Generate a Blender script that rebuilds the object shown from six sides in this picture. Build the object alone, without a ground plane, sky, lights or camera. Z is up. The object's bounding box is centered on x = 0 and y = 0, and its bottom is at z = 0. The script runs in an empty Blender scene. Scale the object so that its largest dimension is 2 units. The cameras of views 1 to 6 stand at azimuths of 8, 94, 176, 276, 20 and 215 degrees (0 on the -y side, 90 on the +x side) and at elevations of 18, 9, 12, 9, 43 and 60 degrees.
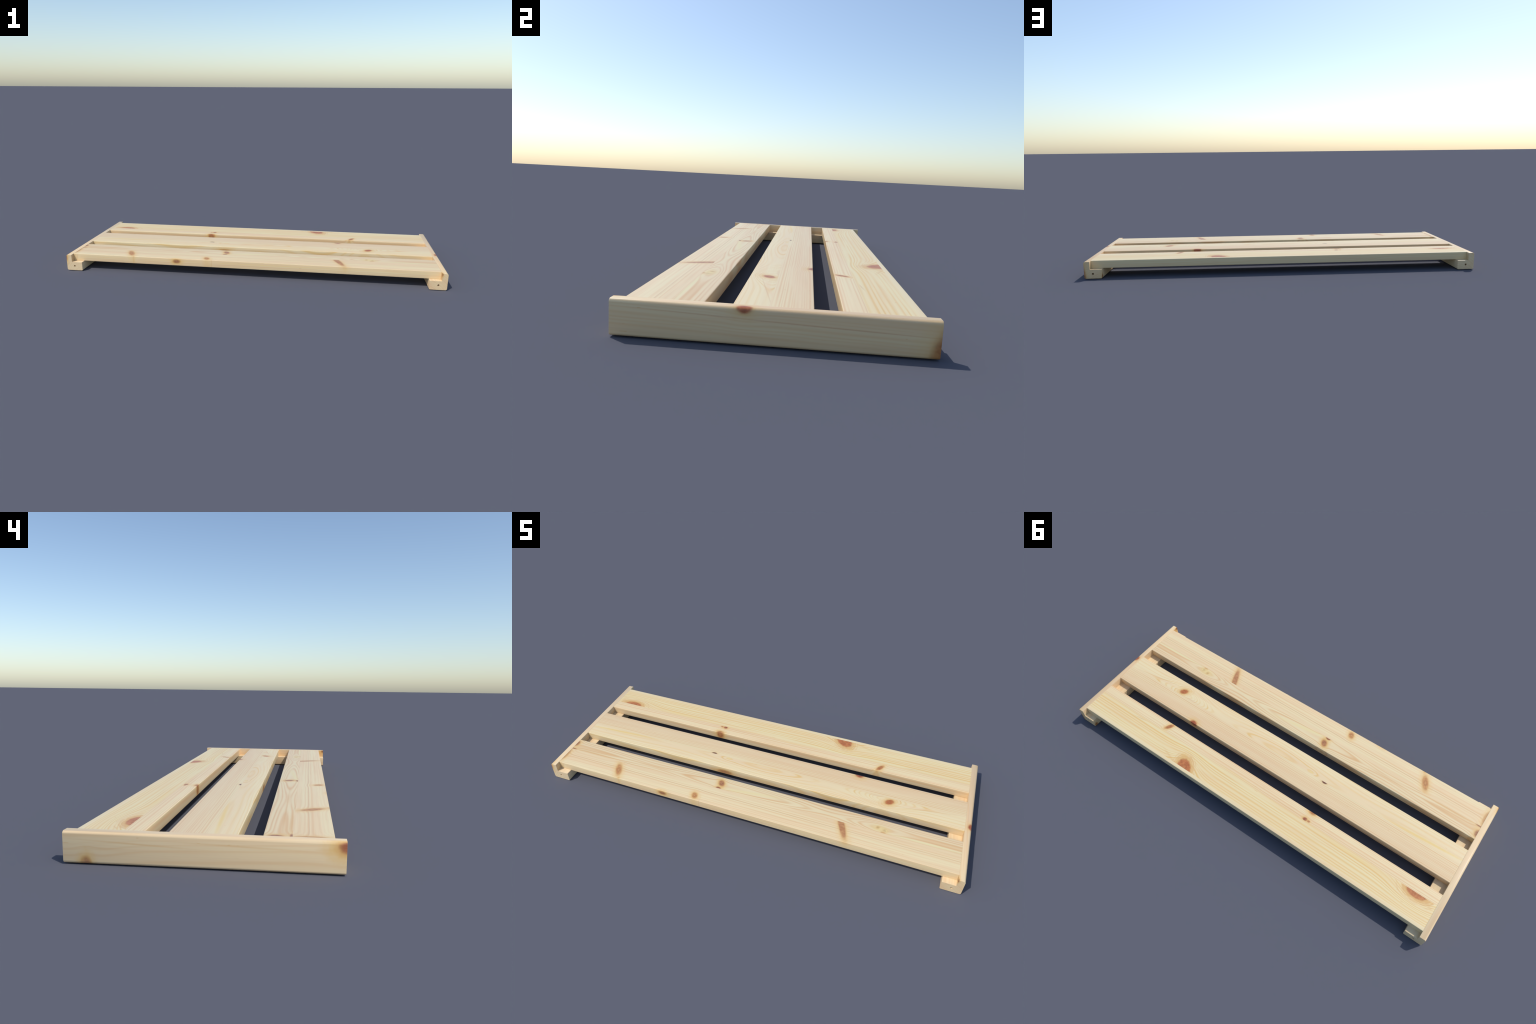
"""Pine slatted shelf: two L-profile end rails carrying three edge-glued slats.
World frame = object frame (every mesh keeps its origin at the root), so the
wood materials can place growth rings, knots and pitch streaks in metres."""
import bpy, bmesh, math
from mathutils import Vector

# ------------------------------------------------------------------ sizes
HALF_LEN = 1.0            # outer face of the end rails (x)
RAIL_HALF = 0.366         # half length of a rail (y)
RAIL_TOP = 0.0863
RAIL_INNER = 0.9712       # inner face of the upright wall
LEDGE_X, LEDGE_Z = 0.9135, 0.0468
HOLE_X, HOLE_Z, HOLE_R, HOLE_DEPTH = 0.957, 0.0245, 0.0050, 0.060
SLAT_END = 0.9710
SLAT_BOT, SLAT_TOP = 0.0471, 0.0861
EDGE_R = 0.0021           # eased long edges of the slats

# ------------------------------------------------------------------ colours (linear albedo)
CREAM = (0.810, 0.664, 0.395)
PINK = (0.800, 0.575, 0.340)
HONEY = (0.805, 0.595, 0.245)
LINE_Y = (0.755, 0.490, 0.175)
LINE_P = (0.705, 0.415, 0.185)
TAN = (0.680, 0.400, 0.160)
KNOT = (0.460, 0.200, 0.085)
KNOT_RED = (0.450, 0.150, 0.055)
KNOT_DARK = (0.180, 0.070, 0.045)


# ------------------------------------------------------------------ node helper
class Graph:
    def __init__(self, name):
        self.mat = bpy.data.materials.new(name)
        self.mat.use_nodes = True
        self.t = self.mat.node_tree
        self.t.nodes.clear()

    def new(self, kind, **props):
        n = self.t.nodes.new(kind)
        for k, v in props.items():
            setattr(n, k, v)
        return n

    def put(self, sock, v):
        if isinstance(v, bpy.types.NodeSocket):
            self.t.links.new(v, sock)
        elif isinstance(v, (tuple, list)) and sock.type == 'RGBA':
            sock.default_value = (*v[:3], 1.0)
        else:
            sock.default_value = v

    def m(self, op, a, b=0.0, c=None):
        n = self.new('ShaderNodeMath', operation=op)
        self.put(n.inputs[0], a)
        self.put(n.inputs[1], b)
        if c is not None:
            self.put(n.inputs[2], c)
        return n.outputs[0]

    def add(self, a, b): return self.m('ADD', a, b)
    def sub(self, a, b): return self.m('SUBTRACT', a, b)
    def mul(self, a, b): return self.m('MULTIPLY', a, b)

    def vec(self, op, a, b):
        n = self.new('ShaderNodeVectorMath', operation=op)
        self.put(n.inputs[0], a)
        self.put(n.inputs[1], b)
        return n.outputs['Value'] if op in ('LENGTH', 'DOT_PRODUCT') else n.outputs['Vector']

    def gauss(self, q):
        """exp(-q)"""
        return self.m('POWER', 2.718281828, self.mul(q, -1.0))

    def ramp(self, v, lo, hi, smooth=True):
        n = self.new('ShaderNodeMapRange', interpolation_type='SMOOTHSTEP' if smooth else 'LINEAR')
        self.put(n.inputs['Value'], v)
        self.put(n.inputs['From Min'], lo)
        self.put(n.inputs['From Max'], hi)
        return n.outputs['Result']

    def mix(self, f, a, b):
        n = self.new('ShaderNodeMix', data_type='RGBA')
        self.put(n.inputs['Factor'], f)
        self.put([i for i in n.inputs if i.name == 'A' and i.type == 'RGBA'][0], a)
        self.put([i for i in n.inputs if i.name == 'B' and i.type == 'RGBA'][0], b)
        return [o for o in n.outputs if o.type == 'RGBA'][0]

    def noise(self, v, scale=1.0, detail=2.0, rough=0.5):
        n = self.new('ShaderNodeTexNoise')
        self.put(n.inputs['Vector'], v)
        self.put(n.inputs['Scale'], scale)
        self.put(n.inputs['Detail'], detail)
        self.put(n.inputs['Roughness'], rough)
        return n.outputs['Fac']

    def combine(self, x, y, z):
        n = self.new('ShaderNodeCombineXYZ')
        for i, v in enumerate((x, y, z)):
            self.put(n.inputs[i], v)
        return n.outputs[0]


class Knot:
    """A branch stub: ellipsoid at (a, b, c) with radii (ra, rb, rc), turned by
    `turn` degrees in the a-b plane; the grain swerves round it."""
    def __init__(self, a, b, c, ra, rb, rc=0.06, turn=0, core=KNOT, halo=0.5, warp=0.75,
                 reach=2.6, soft=0.27, rings=True, power=1.0, halo_col=(0.765, 0.500, 0.190), spread=3.2, arcs=()):
        self.__dict__.update(locals())


class Streak:
    """Resin pocket or dark grain line: soft ellipsoid of one colour."""
    def __init__(self, a, b, ra, rb, col, power=0.6, c=0.066, rc=0.2, slope=0.0, edge=0.3):
        self.__dict__.update(locals())


class Swell:
    """Local rise of the ring field (a, b): turns straight grain into cathedral arches."""
    def __init__(self, a, b, sa, sb, lift):
        self.__dict__.update(locals())


def pine(name, seed, axis, pith, freq, line=LINE_Y, base=CREAM, tint=PINK, line_power=0.55,
         tint_power=0.35, wander=0.004, knots=(), streaks=(), swells=(), width=0.20, fibre=0.05,
         tint_scale=9.0, gloss=0.37, tint_ramp=None, slope=0.0):
    """axis 'x': grain along x, face across y, depth z.  axis 'y': grain along y, face across z, depth x."""
    g = Graph(name)
    co = g.new('ShaderNodeTexCoord').outputs['Object']
    sep = g.new('ShaderNodeSeparateXYZ')
    g.put(sep.inputs[0], co)
    X, Y, Z = sep.outputs
    a, b, c = (X, Y, Z) if axis == 'x' else (Y, Z, X)
    p = g.combine(a, b, c)
    off = (seed * 3.71, seed * 1.93, seed * 5.17)

    # slow wander of the grain along the board
    wv = g.vec('ADD', g.vec('MULTIPLY', p, (1.6, 9.0, 9.0)), off)
    wob = g.mul(g.sub(g.noise(wv, 1.0, 3.0, 0.55), 0.5), 2.0 * wander)
    wv2 = g.vec('ADD', g.vec('MULTIPLY', p, (9.0, 40.0, 40.0)), off)
    wob = g.add(wob, g.mul(g.sub(g.noise(wv2, 1.0, 2.0), 0.5), 0.45 * wander))
    bw = g.add(b, wob)
    if slope:
        bw = g.add(bw, g.mul(a, slope))
    edge_noise = g.sub(g.noise(g.vec('ADD', g.vec('MULTIPLY', p, (90, 90, 90)), off), 1.0, 2.0), 0.5)

    # knots: normalised distance, and the swerve they force on the grain
    dist = []
    for k in knots:
        v = g.vec('SUBTRACT', p, (k.a, k.b, k.c))
        if k.turn:
            r = g.new('ShaderNodeVectorRotate', rotation_type='Z_AXIS')
            g.put(r.inputs['Vector'], v)
            r.inputs['Angle'].default_value = -math.radians(k.turn)
            v = r.outputs[0]
        d = g.vec('LENGTH', g.vec('MULTIPLY', v, (0.94 / k.ra, 0.94 / k.rb, 0.94 / k.rc)), (0, 0, 0))
        dist.append(d)
        if k.warp:
            q = g.m('POWER', g.mul(d, 1.0 / k.reach), 2.0)
            pull = g.mul(g.gauss(q), k.warp)
            bw = g.sub(bw, g.mul(g.sub(b, k.b), pull))

    # growth rings round the pith
    rb = g.m('POWER', g.sub(bw, pith[0]), 2.0)
    rc = g.m('POWER', g.sub(c, pith[1]), 2.0)
    r = g.m('SQRT', g.add(rb, rc))
    for s in swells:
        q = g.add(g.m('POWER', g.mul(g.sub(a, s.a), 1 / s.sa), 2.0),
                  g.m('POWER', g.mul(g.sub(b, s.b), 1 / s.sb), 2.0))
        r = g.add(r, g.mul(g.gauss(q), s.lift))
    ph = g.add(g.mul(r, freq), seed * 0.37)
    ph = g.add(ph, g.mul(g.m('SINE', g.mul(ph, 1.7)), 0.22))
    fr = g.m('FRACT', ph)
    ring_id = g.m('FLOOR', ph)
    wn = g.new('ShaderNodeTexWhiteNoise', noise_dimensions='1D')
    g.put(wn.inputs['W'], g.add(ring_id, seed * 7.3))
    strength = g.add(0.40, g.mul(wn.outputs['Value'], 0.60))
    q = g.m('POWER', g.mul(g.sub(fr, 0.55), 1.0 / width), 2.0)
    rise = g.mul(g.m('POWER', fr, 2.0), g.ramp(fr, 0.75, 0.6))       # faint darkening before the latewood
    late = g.m('MINIMUM', g.add(g.gauss(q), g.mul(rise, 0.35)), 1.0)
    patch = g.noise(g.vec('ADD', g.vec('MULTIPLY', p, (2.2, 25, 25)), off), 1.0, 2.0)
    late = g.mul(g.mul(late, strength), g.add(0.25, g.mul(g.ramp(patch, 0.25, 0.55), 0.75)))

    # body colour: cream, drifting to pink along broad bands
    tn = g.noise(g.vec('ADD', g.vec('MULTIPLY', p, (1.1, tint_scale * 2.6, tint_scale * 2.6)), off), 1.0, 3.0)
    tf = g.mul(g.ramp(tn, 0.36, 0.66), tint_power)
    if tint_ramp:
        tf = g.m('MINIMUM', g.add(tf, g.mul(g.ramp(b, tint_ramp[0], tint_ramp[1]), tint_ramp[2])), 1.0)
    col = g.mix(tf, base, tint)
    col = g.mix(g.mul(late, line_power), col, line)

    # fibres
    fib = g.noise(g.vec('ADD', g.vec('MULTIPLY', p, (7, 420, 420)), off), 1.0, 2.0)
    fibm = g.m('MULTIPLY_ADD', g.sub(fib, 0.5), 2 * fibre, 1.0)
    sc = g.new('ShaderNodeVectorMath', operation='SCALE')
    g.put(sc.inputs[0], col)
    g.put(sc.inputs['Scale'], fibm)
    col = sc.outputs[0]

    fleck = g.noise(g.vec('ADD', g.vec('MULTIPLY', p, (38, 170, 170)), off), 1.0, 1.0)
    col = g.mix(g.mul(g.ramp(fleck, 0.74, 0.82), 0.45), col, TAN)
    drift = g.noise(g.vec('ADD', g.vec('MULTIPLY', p, (3.5, 60, 60)), (seed * 2.3, seed, 4.0)), 1.0, 3.0)
    col = g.mix(g.mul(g.ramp(drift, 0.50, 0.72), 0.24), col, (0.765, 0.500, 0.270))
    for s in streaks:
        bb = g.sub(g.sub(bw if not s.slope else b, s.b), g.mul(g.sub(a, s.a), s.slope))
        v = g.combine(g.mul(g.sub(a, s.a), 1 / s.ra), g.mul(bb, 1 / s.rb), g.mul(g.sub(c, s.c), 1 / s.rc))
        d = g.add(g.vec('LENGTH', v, (0, 0, 0)), g.mul(edge_noise, 0.35))
        col = g.mix(g.mul(g.ramp(d, 1.0 + s.edge, 1.0 - s.edge * 2), s.power), col, s.col)

    blot = g.noise(g.vec('ADD', g.vec('MULTIPLY', p, (75, 75, 75)), off), 1.0, 2.0)
    for k, d in zip(knots, dist):
        dn = g.add(d, g.mul(edge_noise, 0.22))
        if k.halo:
            aura = g.add(d, g.mul(edge_noise, 1.2))
            col = g.mix(g.mul(g.ramp(aura, k.spread, 0.9), min(1.0, k.halo * 0.9)), col, k.halo_col)
            col = g.mix(g.mul(g.ramp(dn, 1.75, 0.9), min(1.0, k.halo * 1.05)), col, (0.66, 0.365, 0.125))
        for at, wide, much in k.arcs:                # bark-side growth rings bent round the stub
            q = g.m('POWER', g.mul(g.sub(g.add(d, g.mul(edge_noise, 0.16)), at), 1.0 / wide), 2.0)
            gate = g.ramp(g.noise(g.vec('ADD', g.vec('MULTIPLY', p, (22, 22, 22)), (at * 9, k.a * 5, 0)), 1.0, 1.0), 0.32, 0.58)
            col = g.mix(g.mul(g.mul(g.gauss(q), gate), much), col, TAN)
        core = k.core
        inner = g.mix(g.mul(g.ramp(blot, 0.42, 0.68), 0.75), core, (core[0] * 1.25, core[1] * 1.45, core[2] * 1.4))
        inner = g.mix(g.mul(g.ramp(blot, 0.45, 0.30), 0.55), inner, tuple(x * 0.68 for x in core))
        if k.rings:
            ringf = g.m('COSINE', g.mul(dn, 8.5))
            inner = g.mix(g.mul(g.ramp(ringf, 0.2, -1.0), 0.30), inner, tuple(x * 0.66 for x in core))
            inner = g.mix(g.mul(g.ramp(dn, 0.35, 0.05), 0.4), inner, (core[0] * 1.2, core[1] * 1.6, core[2] * 1.6))
        col = g.mix(g.mul(g.ramp(dn, 1.0 + k.soft, 1.0 - k.soft), k.power), col, inner)

    bs = g.new('ShaderNodeBsdfPrincipled')
    g.put(bs.inputs['Base Color'], col)
    bs.inputs['Roughness'].default_value = gloss
    bs.inputs['Specular IOR Level'].default_value = 0.31
    bm = g.new('ShaderNodeBump')
    bm.inputs['Strength'].default_value = 0.04
    bm.inputs['Distance'].default_value = 0.001
    g.put(bm.inputs['Height'], fib)
    g.put(bs.inputs['Normal'], bm.outputs[0])
    out = g.new('ShaderNodeOutputMaterial')
    g.t.links.new(bs.outputs[0], out.inputs[0])
    return g.mat


T = SLAT_TOP
# ---- front slat: a plain outer stave and an inner stave with cathedral grain
front_outer = pine('pine_front_outer', 1, 'x', (-0.75, 0.02), 75, line=LINE_P, line_power=0.50, tint=(0.795, 0.560, 0.325),
    tint_power=0.60, wander=0.003, width=0.24, fibre=0.07,
    knots=[Knot(-0.660, -0.2835, T, 0.034, 0.0125, rc=0.02, turn=117, core=(0.52, 0.240, 0.092), halo=0.6, warp=0.3),
           Knot(-0.2325, -0.3115, T, 0.0158, 0.0110, turn=120, warp=0.3, core=(0.52, 0.240, 0.092), halo=0.7),
           Knot(0.4600, -0.254, T, 0.065, 0.0125, turn=113, rc=0.014, core=(0.47, 0.215, 0.095), halo=0.5, warp=0.0, rings=False),
           Knot(-0.977, -0.277, T, 0.012, 0.036, core=(0.46, 0.22, 0.09), halo=0.55, soft=0.6),
           Knot(-0.630, -0.334, T, 0.005, 0.003, core=TAN, halo=0.3, warp=0.0, rings=False),
           Knot(-0.391, -0.340, 0.0705, 0.016, 0.008, 0.0085, core=(0.36, 0.16, 0.075), halo=1.0, warp=0.4, soft=0.5, rings=False, spread=3.2)],
    streaks=[Streak(0.0, -0.273, 2.0, 0.0016, (0.55, 0.32, 0.17), 0.55, edge=0.6),
             Streak(0.55, -0.262, 0.5, 0.0022, LINE_P, 0.35, edge=0.6),
             Streak(0.30, -0.300, 0.6, 0.0030, LINE_P, 0.28, edge=0.6),
             Streak(-0.20, -0.338, 0.003, 0.02, TAN, 0.35, edge=0.6),
             Streak(0.0, -0.3385, 1.2, 0.002, LINE_P, 0.5, c=0.0615, rc=0.0028, edge=0.6),
             Streak(0.2, -0.3385, 1.0, 0.002, LINE_P, 0.4, c=0.0530, rc=0.0028, edge=0.6),
             Streak(0.1, -0.3385, 1.1, 0.002, HONEY, 0.5, c=0.0725, rc=0.003, edge=0.6)])
front_inner = pine('pine_front_inner', 2, 'x', (-0.203, T - 0.020), 92, line=LINE_P, line_power=0.95,
    tint_power=0.5, wander=0.003, width=0.22,
    swells=[Swell(0.39, -0.203, 0.17, 0.3, 0.016), Swell(0.62, -0.210, 0.085, 0.03, -0.020),
            Swell(-0.50, -0.203, 0.20, 0.3, 0.010), Swell(-0.10, -0.205, 0.2, 0.05, -0.010)],
    knots=[Knot(-0.1465, -0.1945, T, 0.0175, 0.0115, turn=120, core=(0.44, 0.190, 0.085), halo=0.9),
           Knot(-0.149, -0.2300, T, 0.0115, 0.0085, core=(0.36, 0.14, 0.065), halo=0.6),
           Knot(-0.974, -0.187, T, 0.013, 0.017, core=(0.36, 0.15, 0.07), halo=0.7, soft=0.4),
           Knot(-0.968, -0.2275, T, 0.020, 0.0042, core=(0.42, 0.19, 0.09), halo=0.4, soft=0.4, warp=0),
           Knot(0.638, -0.2275, T, 0.0085, 0.0042, core=(0.62, 0.35, 0.14), halo=0.3, warp=0, rings=False, soft=0.7, power=0.85),
           Knot(0.611, -0.205, T, 0.0075, 0.0055, turn=40, core=(0.68, 0.43, 0.17), halo=0.2, warp=0, rings=False, soft=0.8, power=0.8),
           Knot(0.644, -0.211, T, 0.0110, 0.0070, turn=-30, core=(0.68, 0.49, 0.22), halo=0.2, warp=0, rings=False, soft=0.8, power=0.7)],
    streaks=[Streak(-0.84, -0.2235, 0.18, 0.0070, TAN, 0.62, edge=0.45),
             Streak(-0.64, -0.202, 0.33, 0.0032, TAN, 0.55, edge=0.5),
             Streak(-0.640, -0.229, 0.030, 0.0016, (0.55, 0.32, 0.12), 0.6, edge=0.5, slope=-0.02),
             Streak(0.622, -0.208, 0.045, 0.022, (0.80, 0.64, 0.29), 0.75, edge=0.5),
             Streak(0.83, -0.2235, 0.17, 0.0065, (0.80, 0.70, 0.38), 0.8, edge=0.5),
             Streak(-0.01, -0.210, 0.17, 0.010, (0.80, 0.66, 0.31), 0.65, edge=0.6, slope=0.13)])

# ---- middle slat
mid_front = pine('pine_middle_front', 3, 'x', (-0.021, T - 0.030), 88, line=LINE_Y, line_power=0.85,
    tint_power=0.50, wander=0.0025, width=0.17,
    swells=[Swell(0.37, -0.02, 0.15, 0.3, 0.012), Swell(0.605, -0.028, 0.105, 0.055, -0.066),
            Swell(0.0, -0.022, 0.18, 0.08, -0.014), Swell(-0.185, -0.0195, 0.026, 0.012, -0.010),
            Swell(-0.45, -0.02, 0.20, 0.3, 0.010), Swell(-0.80, -0.02, 0.2, 0.05, 0.004)],
    knots=[Knot(0.6305, -0.0360, T, 0.0190, 0.0130, turn=35, core=KNOT_RED, halo=0.7, warp=0.55,
                arcs=[(1.9, 0.14, 0.25), (2.6, 0.14, 0.2)]),
           Knot(-0.177, -0.094, 0.058, 0.030, 0.010, 0.011, core=(0.42, 0.19, 0.09), halo=0.7, soft=0.5, power=0.8)],
    streaks=[Streak(-0.80, -0.0225, 0.20, 0.0075, (0.80, 0.57, 0.215), 0.85, edge=0.4, slope=0.055),
             Streak(0.80, -0.022, 0.14, 0.0045, PINK, 0.7, edge=0.6, slope=0.17),
             Streak(0.80, -0.031, 0.16, 0.0020, (0.66, 0.39, 0.18), 0.6, edge=0.6, slope=0.16),
             Streak(-0.185, -0.0195, 0.018, 0.0060, (0.79, 0.61, 0.25), 0.7, edge=0.5),
             Streak(0.57, -0.014, 0.05, 0.006, (0.62, 0.37, 0.22), 0.35, edge=0.6),
             Streak(0.099, -0.091, 0.045, 0.005, (0.54, 0.27, 0.11), 0.6, c=0.0475, rc=0.004, edge=0.5)])
mid_back = pine('pine_middle_back', 4, 'x', (-0.55, 0.30), 150, line=LINE_P, line_power=0.6,
    tint_power=0.35, wander=0.0025, width=0.26, tint_ramp=(-0.005, 0.06, 0.45),
    knots=[Knot(0.4605, 0.0905, 0.081, 0.0185, 0.0135, 0.0130, turn=-12, core=(0.40, 0.115, 0.050), halo=0.6, warp=0.5,
                rings=False),
           Knot(-0.2690, -0.0105, T, 0.0130, 0.0080, 0.02, core=KNOT_DARK, halo=0.3, warp=0.4, rings=False, soft=0.3)],
    streaks=[Streak(-0.5, 0.0915, 0.5, 0.003, (0.55, 0.31, 0.14), 0.5, c=0.056, rc=0.006, edge=0.6),
             Streak(0.3, 0.0915, 0.6, 0.003, (0.58, 0.34, 0.17), 0.4, c=0.062, rc=0.006, edge=0.6)])

# ---- back slat
back_inner = pine('pine_back_inner', 5, 'x', (0.45, -0.02), 105, line=LINE_P, line_power=0.6,
    tint_power=0.5, wander=0.0025, width=0.22,
    knots=[Knot(-0.3005, 0.2030, T, 0.0100, 0.0072, core=(0.36, 0.12, 0.06), halo=0.8, rings=False),
           Knot(-0.3200, 0.2035, T, 0.0058, 0.0042, core=(0.44, 0.18, 0.08), halo=0.5, warp=0, rings=False),
           Knot(-0.311, 0.154, 0.074, 0.0165, 0.0110, 0.022, core=(0.42, 0.17, 0.065), halo=0.8, soft=0.45, rings=False),
           Knot(0.5440, 0.1780, T, 0.0205, 0.0085, rc=0.018, turn=57, core=(0.46, 0.185, 0.07), halo=0.7, soft=0.35, rings=False, reach=1.7)],
    streaks=[Streak(-0.20, 0.200, 0.12, 0.0045, TAN, 0.4, edge=0.6),
             Streak(0.10, 0.204, 0.14, 0.0045, HONEY, 0.6, edge=0.6)])
back_mid = pine('pine_back_middle', 6, 'x', (0.52, 0.02), 72, line=LINE_Y, line_power=0.95, base=(0.805, 0.665, 0.375),
    tint=(0.80, 0.585, 0.31), tint_power=0.5, wander=0.0035, width=0.21,
    swells=[Swell(-0.880, 0.207, 0.105, 0.065, 0.055), Swell(0.335, 0.325, 0.075, 0.060, -0.065),
            Swell(0.371, 0.276, 0.022, 0.016, -0.014)],
    knots=[Knot(-0.8755, 0.2090, T, 0.0440, 0.0240, core=(0.48, 0.170, 0.062), halo=0.8, warp=0.3, spread=1.9, soft=0.14,
                arcs=[(1.38, 0.07, 0.7), (1.66, 0.08, 0.75), (2.05, 0.08, 0.45)]),
           Knot(0.3275, 0.3230, T, 0.0500, 0.0325, turn=128, core=(0.48, 0.165, 0.062), halo=0.7, warp=0.2, spread=1.7, soft=0.14,
                arcs=[(1.30, 0.05, 0.5), (1.50, 0.06, 0.75), (1.75, 0.06, 0.4)])],
    streaks=[Streak(0.371, 0.277, 0.018, 0.013, (0.79, 0.59, 0.24), 0.7, edge=0.5),
             Streak(0.430, 0.307, 0.05, 0.006, TAN, 0.45, edge=0.7, slope=-0.35),
             Streak(-0.935, 0.228, 0.018, 0.008, TAN, 0.55, edge=0.7, slope=-0.5),
             Streak(0.695, 0.2225, 0.040, 0.0020, (0.58, 0.33, 0.18), 0.6, edge=0.6, slope=0.10),
             Streak(0.40, 0.236, 0.25, 0.003, HONEY, 0.7, edge=0.6, slope=0.05),
             Streak(-0.58, 0.226, 0.16, 0.0050, HONEY, 0.8, edge=0.6)])
back_outer = pine('pine_back_outer', 7, 'x', (0.36, 0.02), 120, line=LINE_Y, line_power=0.35,
    tint_power=0.35, wander=0.004,
    swells=[Swell(-0.40, 0.33, 0.10, 0.2, 0.022), Swell(0.30, 0.33, 0.15, 0.2, -0.012)],
    streaks=[Streak(-0.45, 0.330, 0.30, 0.006, (0.79, 0.575, 0.30), 0.6, edge=0.6, rc=0.02, c=T)])

# ---- rails (grain along y)
right_rail_wood = pine('pine_right_rail', 8, 'y', (-0.085, 0.885), 140, line=LINE_P, line_power=0.38, base=(0.800, 0.625, 0.370),
    tint_power=0.75, wander=0.0035, width=0.26, slope=0.03, tint=(0.775, 0.545, 0.315),
    knots=[Knot(-0.0625, 0.0870, 0.9990, 0.0165, 0.0130, 0.0140, core=(0.42, 0.130, 0.055), halo=0.4, warp=0.4, rings=False),
           Knot(0.3720, 0.0, 1.005, 0.0260, 0.0580, 0.0120, turn=-8, core=(0.42, 0.17, 0.06), halo=0.4, warp=0, rings=False, soft=0.35),
           Knot(0.3560, 0.0050, 0.9130, 0.0080, 0.0160, 0.006, core=(0.42, 0.17, 0.06), halo=0.4, warp=0, rings=False, soft=0.4),
           Knot(-0.3640, 0.0810, 0.9690, 0.0090, 0.0090, 0.005, core=(0.36, 0.15, 0.06), halo=0.6, warp=0, rings=False, soft=0.5)],
    streaks=[Streak(-0.350, 0.062, 0.020, 0.02, (0.72, 0.42, 0.13), 0.7, c=0.971, rc=0.006, edge=0.5),
             Streak(0.15, 0.054, 0.26, 0.0014, (0.58, 0.32, 0.18), 0.6, edge=0.6, slope=-0.028, c=1.0),
             Streak(-0.15, 0.064, 0.16, 0.0014, (0.60, 0.34, 0.19), 0.5, edge=0.6, slope=-0.03, c=1.0),
             Streak(0.0, 0.0855, 0.5, 0.006, (0.72, 0.49, 0.31), 0.6, c=0.9815, rc=0.0022, edge=0.5)])
left_rail_wood = pine('pine_left_rail', 9, 'y', (-0.060, -0.900), 72, line=LINE_P, line_power=0.34, base=(0.800, 0.635, 0.385),
    tint_power=0.55, wander=0.004, width=0.17, slope=0.04,
    swells=[Swell(0.30, 0.03, 0.10, 0.05, 0.010)],
    knots=[Knot(0.3040, 0.0010, -1.0, 0.0110, 0.0150, 0.02, core=(0.46, 0.225, 0.105), halo=0.8, warp=0.5, rings=False, soft=0.5),
           Knot(-0.3690, 0.0720, -1.006, 0.0250, 0.0195, 0.0088, core=(0.36, 0.125, 0.06), halo=0.9, warp=0.5, rings=False)],
    streaks=[Streak(0.17, 0.058, 0.14, 0.0026, TAN, 0.55, edge=0.7, slope=0.045, c=-1.0),
             Streak(0.29, 0.053, 0.07, 0.0026, TAN, 0.40, edge=0.7, c=-1.0),
             Streak(-0.10, 0.063, 0.16, 0.0026, TAN, 0.45, edge=0.7, slope=0.03, c=-1.0),
             Streak(-0.335, 0.052, 0.035, 0.0045, TAN, 0.45, edge=0.6, c=-1.0, rc=0.01),
             Streak(0.0, 0.0855, 0.5, 0.006, (0.72, 0.49, 0.31), 0.5, c=-0.9880, rc=0.0022, edge=0.5)])


# ------------------------------------------------------------------ geometry
def finish(name, bm, mats, root, smooth=35):
    bmesh.ops.recalc_face_normals(bm, faces=bm.faces)
    me = bpy.data.meshes.new(name)
    bm.to_mesh(me)
    bm.free()
    for m in mats:
        me.materials.append(m)
    me.shade_smooth()
    me.set_sharp_from_angle(angle=math.radians(smooth))
    ob = bpy.data.objects.new(name, me)
    bpy.context.scene.collection.objects.link(ob)
    ob.parent = root
    return ob


def fillet(points, radii, seg=6):
    """Round the corners of a closed 2D profile."""
    out = []
    n = len(points)
    for i, (p, r) in enumerate(zip(points, radii)):
        p = Vector(p)
        if r <= 0:
            out.append(p)
            continue
        u = (Vector(points[i - 1]) - p).normalized()
        w = (Vector(points[(i + 1) % n]) - p).normalized()
        half = u.angle(w) / 2
        t = r / math.tan(half)
        centre = p + (u + w).normalized() * (r / math.sin(half))
        s, e = p + u * t - centre, p + w * t - centre
        for k in range(seg + 1):
            f = k / seg
            ang = math.atan2(s.x * e.y - s.y * e.x, s.dot(e)) * f
            out.append(centre + Vector((s.x * math.cos(ang) - s.y * math.sin(ang),
                                        s.x * math.sin(ang) + s.y * math.cos(ang))))
    return out


def build_slat(root, y0, y1, joints, mats):
    """Board along x with eased long edges; glue joints split its faces into staves."""
    prof = fillet([(y0, SLAT_BOT), (y1, SLAT_BOT), (y1, SLAT_TOP), (y0, SLAT_TOP)], [EDGE_R] * 4, 5)
    bm = bmesh.new()
    rows = [[bm.verts.new((x, p.x, p.y)) for p in prof] for x in (-SLAT_END, SLAT_END)]
    n = len(prof)
    for i in range(n):
        bm.faces.new((rows[0][i], rows[0][(i + 1) % n], rows[1][(i + 1) % n], rows[1][i]))
    bm.faces.new(rows[0])
    bm.faces.new(rows[1][::-1])
    for j in joints:
        bmesh.ops.bisect_plane(bm, geom=bm.verts[:] + bm.edges[:] + bm.faces[:], plane_co=(0, j, 0), plane_no=(0, 1, 0))
    for f in bm.faces:
        yc = f.calc_center_median().y
        f.material_index = sum(yc > j for j in joints)
    return finish('slat', bm, mats, root)


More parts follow.
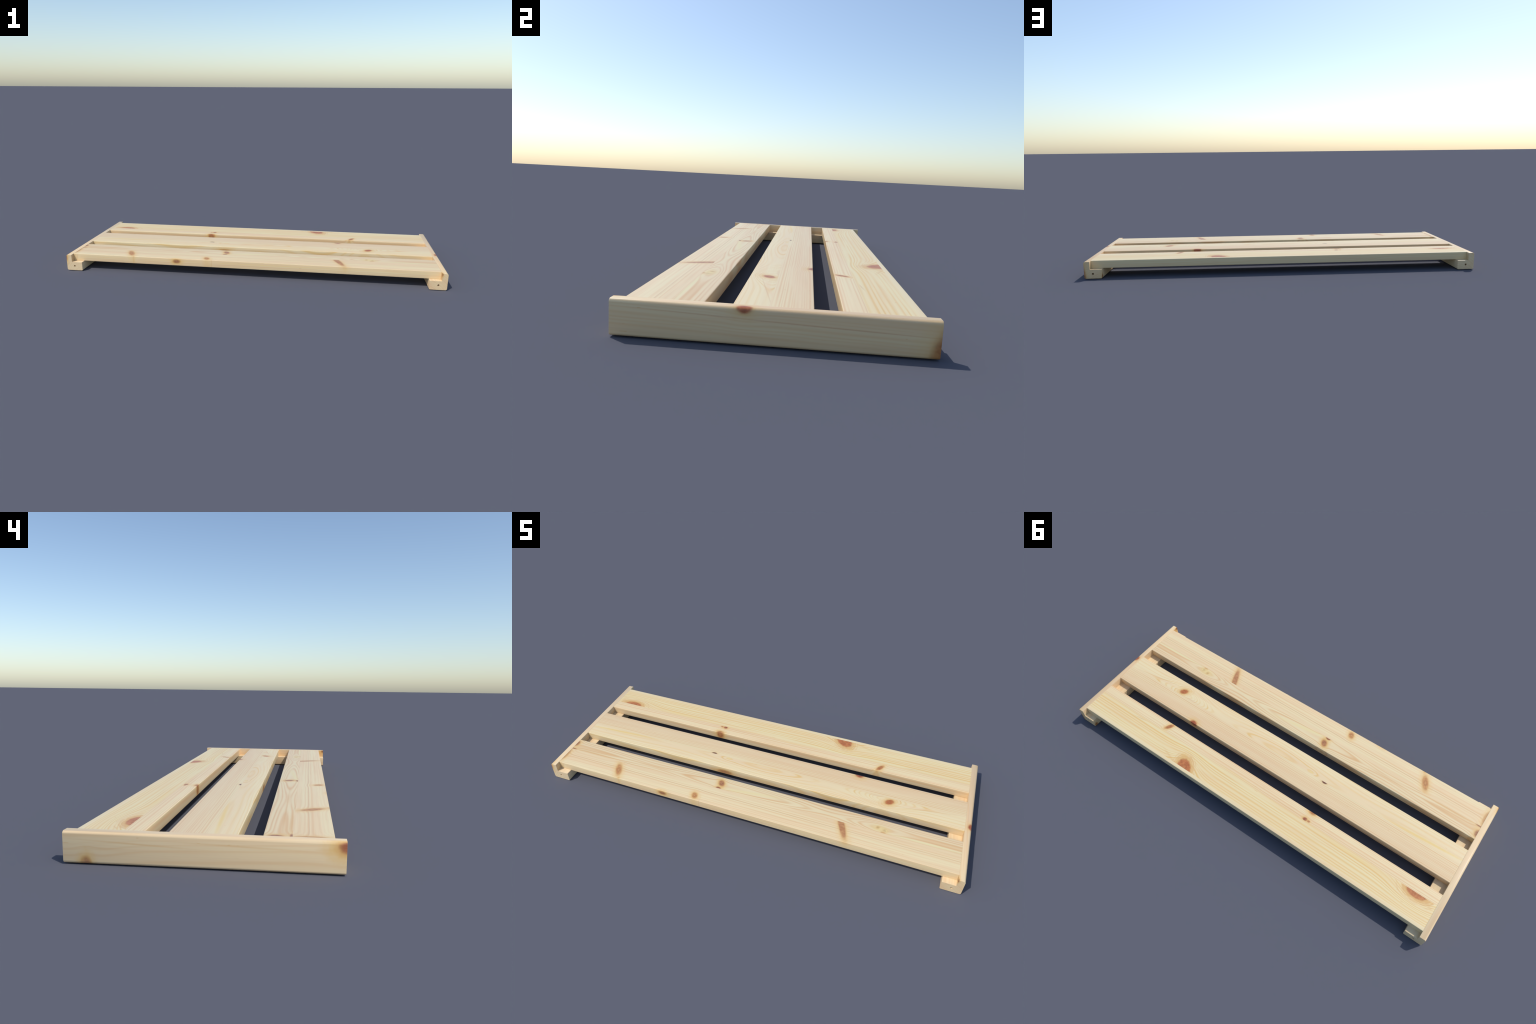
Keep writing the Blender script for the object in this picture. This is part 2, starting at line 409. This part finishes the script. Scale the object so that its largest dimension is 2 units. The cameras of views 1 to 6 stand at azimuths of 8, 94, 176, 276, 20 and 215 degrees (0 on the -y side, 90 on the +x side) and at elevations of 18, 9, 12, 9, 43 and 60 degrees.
def build_rail(root, side, wood):
    """L-profile beam along y, bored at both ends."""
    prof = [(LEDGE_X, 0.0), (HALF_LEN, 0.0), (HALF_LEN, RAIL_TOP), (RAIL_INNER, RAIL_TOP),
            (RAIL_INNER, LEDGE_Z), (LEDGE_X, LEDGE_Z)]
    prof = fillet(prof, [0.0050, 0.0072, 0.0085, 0.0006, 0.0, 0.0010])
    n = len(prof)
    bm = bmesh.new()
    e = 0.0008                                           # tiny chamfer on the sawn ends
    mid = Vector((0.957, 0.03))
    def ring(y, inset):
        return [bm.verts.new((side * (p.x + (inset if p.x < mid.x else -inset)), y,
                              p.y + (inset if p.y < 0.04 else -inset))) for p in prof]
    rings = [ring(-RAIL_HALF, e * 0.6), ring(-RAIL_HALF + e, 0), ring(RAIL_HALF - e, 0), ring(RAIL_HALF, e * 0.6)]
    for r0, r1 in zip(rings, rings[1:]):
        for i in range(n):
            bm.faces.new((r0[i], r0[(i + 1) % n], r1[(i + 1) % n], r1[i]))
    seg = 24
    for r, s in ((rings[0], -1), (rings[-1], 1)):
        # end face with a drilled pilot hole
        mouth = [bm.verts.new((side * (HOLE_X + HOLE_R * math.cos(t)), s * RAIL_HALF, HOLE_Z + HOLE_R * math.sin(t)))
                 for t in (2 * math.pi * k / seg for k in range(seg))]
        deep = [bm.verts.new((v.co.x, s * (RAIL_HALF - HOLE_DEPTH), v.co.z)) for v in mouth]
        for i in range(seg):
            bm.faces.new((mouth[i], mouth[(i + 1) % seg], deep[(i + 1) % seg], deep[i]))
        bm.faces.new(deep)
        edges = set()
        for loop in (r, mouth):
            for i in range(len(loop)):
                ed = bm.edges.get((loop[i], loop[(i + 1) % len(loop)]))
                edges.add(ed)
        bmesh.ops.triangle_fill(bm, edges=list(edges), use_beauty=True)
    return finish('rail', bm, [wood], root)


root = bpy.data.objects.new('slatted_shelf', None)
root.empty_display_size = 0.2
bpy.context.scene.collection.objects.link(root)
root['label'] = 'pale pine shelf, three slats between two L-shaped end rails'
root['category'] = 'wooden shelf'

build_slat(root, -0.338, -0.155, [-0.2300], [front_outer, front_inner])
build_slat(root, -0.091, 0.091, [-0.0100], [mid_front, mid_back])
build_slat(root, 0.155, 0.338, [0.2110, 0.3215], [back_inner, back_mid, back_outer])
build_rail(root, 1, right_rail_wood)
build_rail(root, -1, left_rail_wood)
